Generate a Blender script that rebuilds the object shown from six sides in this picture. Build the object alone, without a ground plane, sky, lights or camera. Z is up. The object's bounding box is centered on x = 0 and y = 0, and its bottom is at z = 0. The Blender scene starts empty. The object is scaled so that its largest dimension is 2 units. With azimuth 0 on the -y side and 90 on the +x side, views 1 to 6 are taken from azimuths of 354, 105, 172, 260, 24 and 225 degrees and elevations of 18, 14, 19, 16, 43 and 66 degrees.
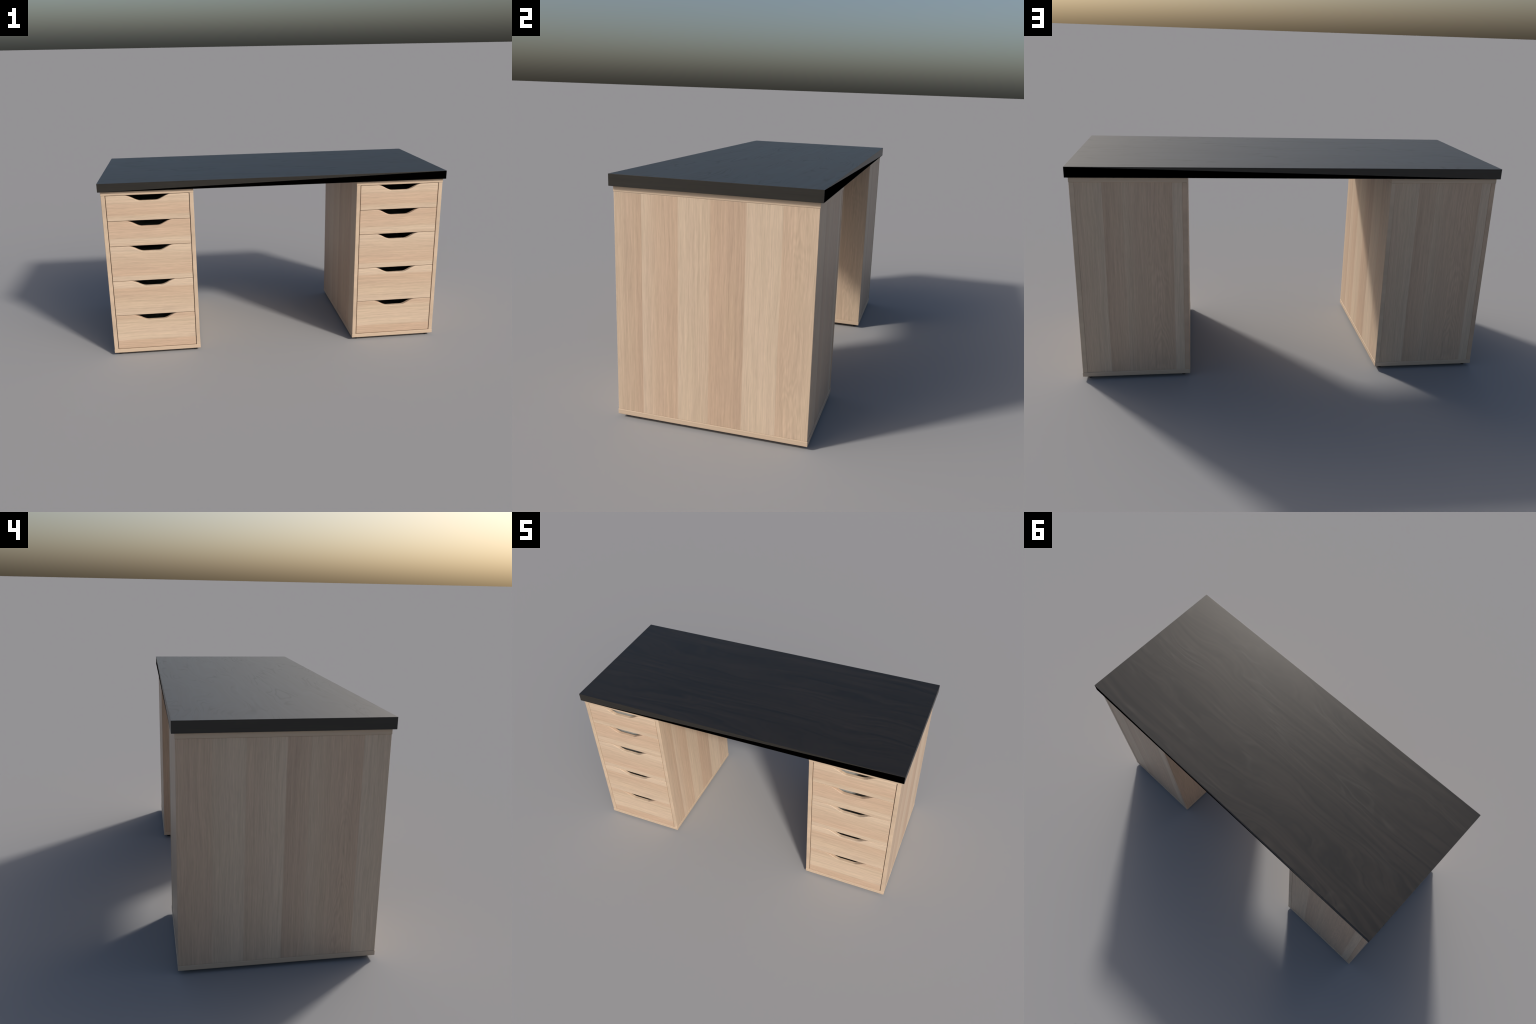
"""Desk: a dark wood-grained slab on two five-drawer cabinets of pale planked oak."""
import bpy, bmesh, math
from mathutils import Vector

# ------------------------------------------------------------------ sizes (metres)
TOP_L, TOP_D, TOP_Z0, TOP_Z1 = 2.0, 0.8572, 1.0004, 1.0488
CAB_X = 0.7285              # centre of each cabinet, left and right
CAB_W2, CAB_D2 = 0.2577, 0.4158   # half width / half depth of the cabinet boards
FOOT_H = 0.0146
BASE_T = 0.0222             # base board thickness
TOPB_Z0 = 0.9775            # underside of the cabinet's top board
SIDE_T = 0.0222
INSET = 0.0010              # side panels sit this far inside the boards' edges
DRAWER_GAPS = [0.9762, 0.8284, 0.6796, 0.4677, 0.2529, 0.0388]
DRAWER_W2 = 0.2313
FRONT_T = 0.0198
FRONT_Y = -CAB_D2 + 0.0020  # drawer fronts are set back a little in the frame

# ------------------------------------------------------------------ node helpers
class Tree:
    def __init__(self, name):
        self.mat = bpy.data.materials.new(name)
        self.mat.use_nodes = True
        self.nt = self.mat.node_tree
        self.nt.nodes.clear()
        self.out = self.node('ShaderNodeOutputMaterial')
        self.bsdf = self.node('ShaderNodeBsdfPrincipled')
        self.link(self.bsdf.outputs[0], self.out.inputs[0])

    def node(self, kind, **props):
        n = self.nt.nodes.new(kind)
        for k, v in props.items():
            setattr(n, k, v)
        return n

    def link(self, a, b):
        self.nt.links.new(a, b)

    def put(self, sock, value):
        if hasattr(value, 'is_linked') or isinstance(value, bpy.types.NodeSocket):
            self.link(value, sock)
        else:
            sock.default_value = value

    def math(self, op, a, b=0.0, c=None, clamp=False):
        n = self.node('ShaderNodeMath', operation=op, use_clamp=clamp)
        self.put(n.inputs[0], a)
        self.put(n.inputs[1], b)
        if c is not None:
            self.put(n.inputs[2], c)
        return n.outputs[0]

    def vec(self, x, y, z):
        n = self.node('ShaderNodeCombineXYZ')
        for s, v in zip(n.inputs, (x, y, z)):
            self.put(s, v)
        return n.outputs[0]

    def noise(self, vector, scale, detail=2.0, rough=0.5, distort=0.0):
        n = self.node('ShaderNodeTexNoise')
        self.link(vector, n.inputs['Vector'])
        n.inputs['Scale'].default_value = scale
        n.inputs['Detail'].default_value = detail
        n.inputs['Roughness'].default_value = rough
        n.inputs['Distortion'].default_value = distort
        return n.outputs['Fac']

    def ramp(self, fac, stops, interp='LINEAR'):
        n = self.node('ShaderNodeValToRGB')
        n.color_ramp.interpolation = interp
        els = n.color_ramp.elements
        while len(els) < len(stops):
            els.new(0.5)
        for el, (p, c) in zip(els, stops):
            el.position = p
            el.color = (*c, 1.0) if len(c) == 3 else c
        self.link(fac, n.inputs[0])
        return n.outputs[0]

    def mix(self, fac, a, b, blend='MIX'):
        n = self.node('ShaderNodeMix', data_type='RGBA', blend_type=blend)
        self.put(n.inputs[0], fac)
        for sock, v in ((n.inputs[6], a), (n.inputs[7], b)):
            if isinstance(v, tuple):
                sock.default_value = (*v, 1.0) if len(v) == 3 else v
            else:
                self.link(v, sock)
        return n.outputs[2]

    def scale_colour(self, col, fac):
        n = self.node('ShaderNodeVectorMath', operation='SCALE')
        self.link(col, n.inputs[0])
        self.put(n.inputs[3], fac)
        return n.outputs[0]

    def set(self, **kw):
        for k, v in kw.items():
            self.put(self.bsdf.inputs[k.replace('_', ' ')], v)


# the oak's own tones (linear base colours)
TONES = {
    'pale':  (0.590, 0.456, 0.338),
    'beige': (0.556, 0.422, 0.307),
    'tan':   (0.546, 0.399, 0.288),
    'rose':  (0.533, 0.380, 0.271),
    'deep':  (0.494, 0.353, 0.253),
}
OAK_GAIN = 1.0

def plank_ramp(tree, across, lo, hi, planks, soft=0.004):
    """planks: list of (end_position, tone_at_start, tone_at_end) from lo to hi."""
    fac = tree.math('DIVIDE', tree.math('SUBTRACT', across, lo), hi - lo)
    stops, start = [], lo
    for end, a, b in planks:
        stops.append((max(0.0, (start + soft * .5 - lo) / (hi - lo)), TONES[a]))
        stops.append((min(1.0, (end - soft * .5 - lo) / (hi - lo)), TONES[b]))
        start = end
    return tree.ramp(fac, stops)

def oak(name, along, across, lo, hi, planks, seed, cathedral=(), soft=0.003, contrast=0.85):
    """Pale printed oak: planks of slightly different tone, straight fine grain, and
    arched (cathedral) figure in the bands listed in `cathedral` as (lo, hi)."""
    t = Tree(name)
    sep = t.node('ShaderNodeSeparateXYZ')
    t.link(t.node('ShaderNodeTexCoord').outputs['Object'], sep.inputs[0])
    axis = {'x': sep.outputs[0], 'y': sep.outputs[1], 'z': sep.outputs[2]}
    u, v = axis[along], axis[across]
    # grain runs not quite straight
    wobble = t.noise(t.vec(t.math('MULTIPLY', u, 2.2), t.math('MULTIPLY', v, 5.0), seed), 1.0, 2.0)
    vw = t.math('ADD', v, t.math('MULTIPLY', t.math('SUBTRACT', wobble, 0.5), 0.030))
    edge = t.math('ADD', v, t.math('MULTIPLY', t.math('SUBTRACT', wobble, 0.5), 0.006))
    col = plank_ramp(t, edge, lo, hi, planks, soft)
    # broad rosy / greenish drift along the boards
    drift = t.noise(t.vec(t.math('MULTIPLY', u, 3.0), t.math('MULTIPLY', v, 16.0), seed + 3.1), 1.0, 2.0)
    col = t.mix(t.math('MULTIPLY', t.math('SUBTRACT', drift, 0.35, clamp=True), 0.9, clamp=True),
                col, t.mix(1.0, col, (1.0, 1.035, 0.985), 'MULTIPLY'))
    # streaks, fine fibres and short pores
    streak = t.noise(t.vec(t.math('MULTIPLY', u, 1.9), t.math('MULTIPLY', vw, 90.0), seed + 7.7), 1.0, 3.0, 0.65)
    fibre = t.noise(t.vec(t.math('MULTIPLY', u, 8.0), t.math('MULTIPLY', vw, 240.0), seed + 1.3), 1.0, 2.0, 0.6)
    pore = t.noise(t.vec(t.math('MULTIPLY', u, 26.0), t.math('MULTIPLY', vw, 420.0), seed + 5.9), 1.0, 1.0)
    f = t.math('MULTIPLY', t.math('SUBTRACT', streak, 0.5), 0.44 * contrast)
    f = t.math('ADD', f, t.math('MULTIPLY', t.math('SUBTRACT', fibre, 0.5), 0.44 * contrast))
    f = t.math('ADD', f, t.math('MULTIPLY', t.math('SUBTRACT', pore, 0.5), 0.25 * contrast))
    for c_lo, c_hi in cathedral:
        mid, half = (c_lo + c_hi) / 2, (c_hi - c_lo) / 2
        d = t.math('DIVIDE', t.math('SUBTRACT', v, mid), half)          # -1..1 over the plank
        d2 = t.math('MULTIPLY', d, d)
        bend = t.noise(t.vec(t.math('MULTIPLY', u, 4.0), t.math('MULTIPLY', v, 22.0), seed + 11.0), 1.0, 2.0)
        phase = t.math('ADD', t.math('MULTIPLY', u, 13.0),
                       t.math('ADD', t.math('MULTIPLY', d2, 4.0), t.math('MULTIPLY', bend, 6.0)))
        arch = t.math('SINE', t.math('MULTIPLY', phase, 6.2832))
        mask = t.math('SUBTRACT', 1.0, d2, clamp=True)
        patch = t.noise(t.vec(t.math('MULTIPLY', u, 2.6), t.math('MULTIPLY', v, 3.0), seed + 17.0), 1.0, 1.0)
        mask = t.math('MULTIPLY', mask, t.math('MULTIPLY', t.math('SUBTRACT', patch, 0.38, clamp=True), 4.0, clamp=True))
        f = t.math('ADD', f, t.math('MULTIPLY', t.math('MULTIPLY', arch, mask), 0.075 * contrast))
    col = t.scale_colour(col, t.math('MULTIPLY', t.math('ADD', f, 1.0), OAK_GAIN))
    bump = t.node('ShaderNodeBump')
    bump.inputs['Strength'].default_value = 0.05
    bump.inputs['Distance'].default_value = 0.001
    t.link(fibre, bump.inputs['Height'])
    t.set(Base_Color=col, Roughness=0.48, Normal=bump.outputs[0])
    t.bsdf.inputs['Specular IOR Level'].default_value = 0.5
    return t.mat

def dark_wood(name):
    """Black-brown foil with a long swirling grain that shows mostly in the sheen."""
    t = Tree(name)
    sep = t.node('ShaderNodeSeparateXYZ')
    t.link(t.node('ShaderNodeTexCoord').outputs['Object'], sep.inputs[0])
    x, y, z = sep.outputs
    warp = t.noise(t.vec(t.math('MULTIPLY', x, 1.5), t.math('MULTIPLY', y, 5.5), 2.0), 1.0, 3.0, 0.55)
    # mostly straight grain; a few swirling patches along the middle
    swirl = t.noise(t.vec(t.math('MULTIPLY', x, 1.1), t.math('MULTIPLY', y, 3.0), 31.0), 1.0, 1.0)
    swirl = t.math('MULTIPLY_ADD', t.math('SUBTRACT', swirl, 0.46, clamp=True), 1.0, 0.07)
    yw = t.math('ADD', y, t.math('MULTIPLY', warp, swirl))
    figure = t.noise(t.vec(t.math('MULTIPLY', x, 0.9), t.math('MULTIPLY', yw, 40.0), z), 1.0, 3.0, 0.6)
    fine = t.noise(t.vec(t.math('MULTIPLY', x, 6.0), t.math('MULTIPLY', yw, 150.0), z), 1.0, 2.0, 0.6)
    broad = t.noise(t.vec(t.math('MULTIPLY', x, 1.2), t.math('MULTIPLY', y, 5.0), 9.0), 1.0, 2.0)
    g = t.math('ADD', t.math('MULTIPLY', figure, 0.65), t.math('ADD', t.math('MULTIPLY', fine, 0.15), t.math('MULTIPLY', broad, 0.2)))
    col = t.ramp(g, [(0.32, (0.0092, 0.0092, 0.0084)), (0.46, (0.0136, 0.0122, 0.0104)),
                     (0.56, (0.0182, 0.0154, 0.0128)), (0.68, (0.0232, 0.0188, 0.0158))])
    # thin growth-ring lines, nested loops stretched along the slab, only here and there
    rings = t.noise(t.vec(t.math('MULTIPLY', x, 0.85), t.math('MULTIPLY', yw, 7.0), 55.0), 1.0, 2.0, 0.5, 0.4)
    lines = t.math('ABSOLUTE', t.math('SINE', t.math('MULTIPLY', rings, 50.0)))
    lines = t.math('SUBTRACT', 1.0, t.math('MULTIPLY', lines, 1.7), clamp=True)
    where = t.noise(t.vec(t.math('MULTIPLY', x, 3.2), t.math('MULTIPLY', y, 8.0), 71.0), 1.0, 2.0)
    where = t.math('MULTIPLY', t.math('SUBTRACT', where, 0.46, clamp=True), 5.0, clamp=True)
    lines = t.math('MULTIPLY', lines, where)
    col = t.scale_colour(col, t.math('MULTIPLY_ADD', lines, 0.12, 1.0))
    g = t.math('MULTIPLY_ADD', lines, 0.5, g)
    rough = t.math('ADD', 0.36, t.math('MULTIPLY', t.math('SUBTRACT', g, 0.5), 0.12))
    bump = t.node('ShaderNodeBump')
    bump.inputs['Strength'].default_value = 0.04
    bump.inputs['Distance'].default_value = 0.001
    t.link(g, bump.inputs['Height'])
    t.set(Base_Color=col, Roughness=rough, Normal=bump.outputs[0])
    return t.mat

def edge_band(name):
    """The slab's edging: same black-brown, streaked lengthwise."""
    t = Tree(name)
    sep = t.node('ShaderNodeSeparateXYZ')
    t.link(t.node('ShaderNodeTexCoord').outputs['Object'], sep.inputs[0])
    x, y, z = sep.outputs
    g = t.noise(t.vec(t.math('MULTIPLY', x, 4.0), t.math('MULTIPLY', y, 4.0), t.math('MULTIPLY', z, 140.0)), 1.0, 3.0, 0.6)
    col = t.ramp(g, [(0.3, (0.0135, 0.0125, 0.0098)), (0.7, (0.0215, 0.0188, 0.0150))])
    t.set(Base_Color=col, Roughness=0.38)
    return t.mat

def plain(name, colour, rough, grain=0.06, specular=0.5, scale=60.0):
    t = Tree(name)
    co = t.node('ShaderNodeTexCoord').outputs['Object']
    n = t.noise(co, scale, 3.0)
    col = t.mix(n, tuple(c * (1 - grain) for c in colour), tuple(c * (1 + grain) for c in colour))
    t.set(Base_Color=col, Roughness=rough)
    t.bsdf.inputs['Specular IOR Level'].default_value = specular
    return t.mat


# ------------------------------------------------------------------ materials
MAT_SIDE_R = oak('oak_side_right', 'z', 'y', -0.42, 0.42, [
    (-0.297, 'beige', 'deep'), (-0.230, 'pale', 'tan'), (-0.141, 'tan', 'rose'),
    (-0.008, 'pale', 'beige'), (0.1355, 'rose', 'deep'), (0.277, 'pale', 'pale'),
    (0.42, 'tan', 'beige')], 4.0, cathedral=[(0.28, 0.41)])
MAT_SIDE_L = oak('oak_side_left', 'z', 'y', -0.42, 0.42, [
    (-0.307, 'beige', 'pale'), (-0.186, 'rose', 'tan'), (-0.100, 'tan', 'beige'), (-0.006, 'tan', 'deep'),
    (0.150, 'pale', 'tan'), (0.278, 'pale', 'beige'), (0.42, 'tan', 'rose')], 23.0,
    cathedral=[(-0.30, -0.19)])
MAT_BACK = oak('oak_back', 'z', 'x', -0.26, 0.26, [
    (-0.190, 'pale', 'pale'), (-0.020, 'rose', 'tan'), (0.030, 'tan', 'beige'),
    (0.118, 'tan', 'deep'), (0.160, 'pale', 'beige'), (0.26, 'beige', 'tan')], 41.0,
    cathedral=[(-0.19, -0.05)])
MAT_FRONT = oak('oak_drawer_front', 'x', 'z', 0.0, 1.0, [
    (0.092, 'rose', 'rose'), (0.225, 'pale', 'beige'), (0.2529, 'tan', 'rose'),
    (0.310, 'pale', 'beige'), (0.425, 'beige', 'rose'), (0.4677, 'pale', 'pale'),
    (0.500, 'pale', 'pale'), (0.640, 'rose', 'beige'), (0.6796, 'pale', 'pale'),
    (0.698, 'beige', 'beige'), (0.724, 'pale', 'pale'), (0.8284, 'tan', 'rose'),
    (0.860, 'pale', 'beige'), (0.930, 'rose', 'tan'), (1.0, 'beige', 'pale')], 61.0, soft=0.010, contrast=0.95)
MAT_BOARD = oak('oak_board_edge', 'x', 'z', -0.1, 1.1, [
    (1.1, 'beige', 'beige')], 77.0, contrast=0.5)
MAT_TOP = dark_wood('black_brown_foil')
MAT_EDGE = edge_band('black_brown_edging')
MAT_SHADING_WEDGE = plain('painted_shading_wedge', (0.0004, 0.0004, 0.0004), 1.0, 0.0, 0.0)  # unlit triangle from faulty shading, baked in as black; the edging itself is black-brown
MAT_TRAY = plain('grey_tray', (0.74, 0.74, 0.70), 0.5, 0.04)
MAT_FOOT = plain('black_plastic', (0.012, 0.012, 0.012), 0.45, 0.1)
MAT_RAIL = plain('dark_runner', (0.05, 0.05, 0.05), 0.5, 0.1)

# ------------------------------------------------------------------ mesh helpers
COLL = bpy.context.scene.collection

def add_box(bm, x0, x1, y0, y1, z0, z1, bevel=0.0, segments=2, mat=0):
    ret = bmesh.ops.create_cube(bm, size=1.0)
    verts = ret['verts']
    for v in verts:
        v.co = Vector(((x0 + x1) / 2 + v.co.x * (x1 - x0),
                       (y0 + y1) / 2 + v.co.y * (y1 - y0),
                       (z0 + z1) / 2 + v.co.z * (z1 - z0)))
    faces = list({f for v in verts for f in v.link_faces})
    for f in faces:
        f.material_index = mat
    if bevel:
        edges = list({e for v in verts for e in v.link_edges})
        bmesh.ops.bevel(bm, geom=edges, offset=bevel, segments=segments, profile=0.5,
                        affect='EDGES', clamp_overlap=True)

def mesh_from(bm, name, mats, smooth=True):
    bmesh.ops.recalc_face_normals(bm, faces=bm.faces)
    me = bpy.data.meshes.new(name)
    bm.to_mesh(me)
    bm.free()
    for m in mats:
        me.materials.append(m)
    if smooth:
        me.shade_smooth()
        me.set_sharp_from_angle(angle=math.radians(40))
    return me

def place(name, mesh, parent, location=(0, 0, 0)):
    ob = bpy.data.objects.new(name, mesh)
    ob.location = location
    COLL.objects.link(ob)
    ob.parent = parent
    return ob

def weighted(ob):
    m = ob.modifiers.new('weighted', 'WEIGHTED_NORMAL')
    m.keep_sharp = True
    m.weight = 100


# ------------------------------------------------------------------ tabletop
desk = bpy.data.objects.new('writing_desk', None)
COLL.objects.link(desk)
desk['label'] = 'black-brown desktop on two pale oak five-drawer cabinets'
desk['category'] = 'desk'

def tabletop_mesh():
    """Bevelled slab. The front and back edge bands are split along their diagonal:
    the wedge towards the right end is painted black to show a shading artefact."""
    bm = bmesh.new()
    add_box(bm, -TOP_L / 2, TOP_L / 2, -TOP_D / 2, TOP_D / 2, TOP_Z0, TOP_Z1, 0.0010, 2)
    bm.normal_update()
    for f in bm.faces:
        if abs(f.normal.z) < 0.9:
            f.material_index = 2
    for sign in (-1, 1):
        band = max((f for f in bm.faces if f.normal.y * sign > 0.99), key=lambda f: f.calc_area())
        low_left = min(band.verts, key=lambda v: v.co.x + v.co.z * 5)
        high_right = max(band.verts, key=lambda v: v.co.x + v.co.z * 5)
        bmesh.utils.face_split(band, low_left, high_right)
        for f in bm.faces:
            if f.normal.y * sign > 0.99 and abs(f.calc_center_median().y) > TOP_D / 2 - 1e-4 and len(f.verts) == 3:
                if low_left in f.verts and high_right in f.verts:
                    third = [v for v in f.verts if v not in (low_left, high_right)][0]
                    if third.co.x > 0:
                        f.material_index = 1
    return mesh_from(bm, 'tabletop', [MAT_TOP, MAT_SHADING_WEDGE, MAT_EDGE])

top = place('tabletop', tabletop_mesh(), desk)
weighted(top)

# ------------------------------------------------------------------ cabinet meshes (local origin: cabinet base centre)
BASE_Z1 = FOOT_H + BASE_T

def board_mesh(name, z0, z1):
    bm = bmesh.new()
    add_box(bm, -CAB_W2, CAB_W2, -CAB_D2, CAB_D2, z0, z1, 0.0018, 3)
    return mesh_from(bm, name, [MAT_BOARD])

def side_mesh(sign, mat):
    outer, inner = CAB_W2 - INSET, CAB_W2 - INSET - SIDE_T
    x0, x1 = (inner, outer) if sign > 0 else (-outer, -inner)
    bm = bmesh.new()
    add_box(bm, x0, x1, -CAB_D2 + 0.0014, CAB_D2 - 0.0014, BASE_Z1 - 0.0002, TOPB_Z0 + 0.0002, 0.0020, 3)
    return mesh_from(bm, 'side_panel', [mat])

def back_mesh():
    w = CAB_W2 - INSET - SIDE_T - 0.0001
    bm = bmesh.new()
    add_box(bm, -w, w, CAB_D2 - 0.010, CAB_D2 - 0.0032, BASE_Z1 + 0.0001, TOPB_Z0 - 0.0001, 0.0003, 1)
    return mesh_from(bm, 'back_panel', [MAT_BACK])

def foot_mesh():
    bm = bmesh.new()
    bmesh.ops.create_cone(bm, cap_ends=True, segments=28, radius1=0.0095, radius2=0.0115, depth=FOOT_H)
    bmesh.ops.translate(bm, verts=bm.verts, vec=(0, 0, FOOT_H / 2))
    return mesh_from(bm, 'foot', [MAT_FOOT])

def notch_outline(z_top):
    """Finger pull: two ogee shoulders down to a short flat floor."""
    half_open, half_floor, depth, n = 0.132, 0.041, 0.0336, 20
    pts = []
    for i in range(n + 1):
        s = i / n
        ease = s * s * (3 - 2 * s)
        pts.append((-half_open + (half_open - half_floor) * s, z_top - depth * ease))
    return pts + [(-x, z) for x, z in reversed(pts)]

def drawer_front_mesh(z0, z1):
    bm = bmesh.new()
    w = DRAWER_W2
    outline = [(-w, z1)] + notch_outline(z1) + [(w, z1), (w, z0), (-w, z0)]
    front = bm.faces.new([bm.verts.new((x, FRONT_Y, z)) for x, z in outline])
    ret = bmesh.ops.extrude_face_region(bm, geom=[front])
    for v in ret['geom']:
        if isinstance(v, bmesh.types.BMVert):
            v.co.y += FRONT_T
    bmesh.ops.recalc_face_normals(bm, faces=bm.faces)
    rims = [e for e in bm.edges
            if len(e.link_faces) == 2 and abs(e.verts[0].co.y - e.verts[1].co.y) < 1e-6]
    rims = [e for e in rims if e.verts[0].co.y < FRONT_Y + 1e-5]
    bmesh.ops.bevel(bm, geom=rims, offset=0.0024, segments=3, profile=0.5, affect='EDGES', clamp_overlap=True)
    return mesh_from(bm, 'drawer_front', [MAT_FRONT])

def tray_mesh(z0, z1):
    """Open box behind a drawer front: floor, two sides and a back."""
    bm = bmesh.new()
    y0, y1 = FRONT_Y + FRONT_T + 0.0002, CAB_D2 - 0.03
    w, t = DRAWER_W2 - 0.012, 0.004
    floor, rim = z0 + 0.018, z1 - 0.042
    add_box(bm, -w, w, y0, y1, floor - t, floor)
    for s in (-1, 1):
        add_box(bm, min(s * w, s * (w + t)), max(s * w, s * (w + t)), y0, y1, floor - t, rim, mat=1)
    add_box(bm, -w, w, y1, y1 + t, floor - t, rim)
    return mesh_from(bm, 'drawer_tray', [MAT_TRAY, MAT_RAIL], smooth=False)

GAP = 0.0011
MESH_TOPB = board_mesh('cabinet_top', TOPB_Z0, TOP_Z0 - 0.0002)
MESH_BASE = board_mesh('cabinet_base', FOOT_H, BASE_Z1)
MESH_SIDES = [side_mesh(1, MAT_SIDE_R), side_mesh(-1, MAT_SIDE_L)]
MESH_BACK = back_mesh()
MESH_FOOT = foot_mesh()
MESH_FRONTS, MESH_TRAYS = [], []
for upper, lower in zip(DRAWER_GAPS[:-1], DRAWER_GAPS[1:]):
    MESH_FRONTS.append(drawer_front_mesh(lower + GAP, upper - GAP))
    MESH_TRAYS.append(tray_mesh(lower + GAP, upper - GAP))

for cx in (-CAB_X, CAB_X):
    cab = place('drawer_cabinet', None, desk, (cx, 0, 0))
    weighted(place('cabinet_top', MESH_TOPB, cab))
    weighted(place('cabinet_base', MESH_BASE, cab))
    for me in MESH_SIDES:
        weighted(place('side_panel', me, cab))
    place('back_panel', MESH_BACK, cab)
    for me in MESH_FRONTS:
        weighted(place('drawer_front', me, cab))
    for me in MESH_TRAYS:
        place('drawer_tray', me, cab)
    for sx in (-1, 1):
        for sy in (-1, 1):
            place('foot', MESH_FOOT, cab, (sx * (CAB_W2 - 0.032), sy * 0.3885, 0))
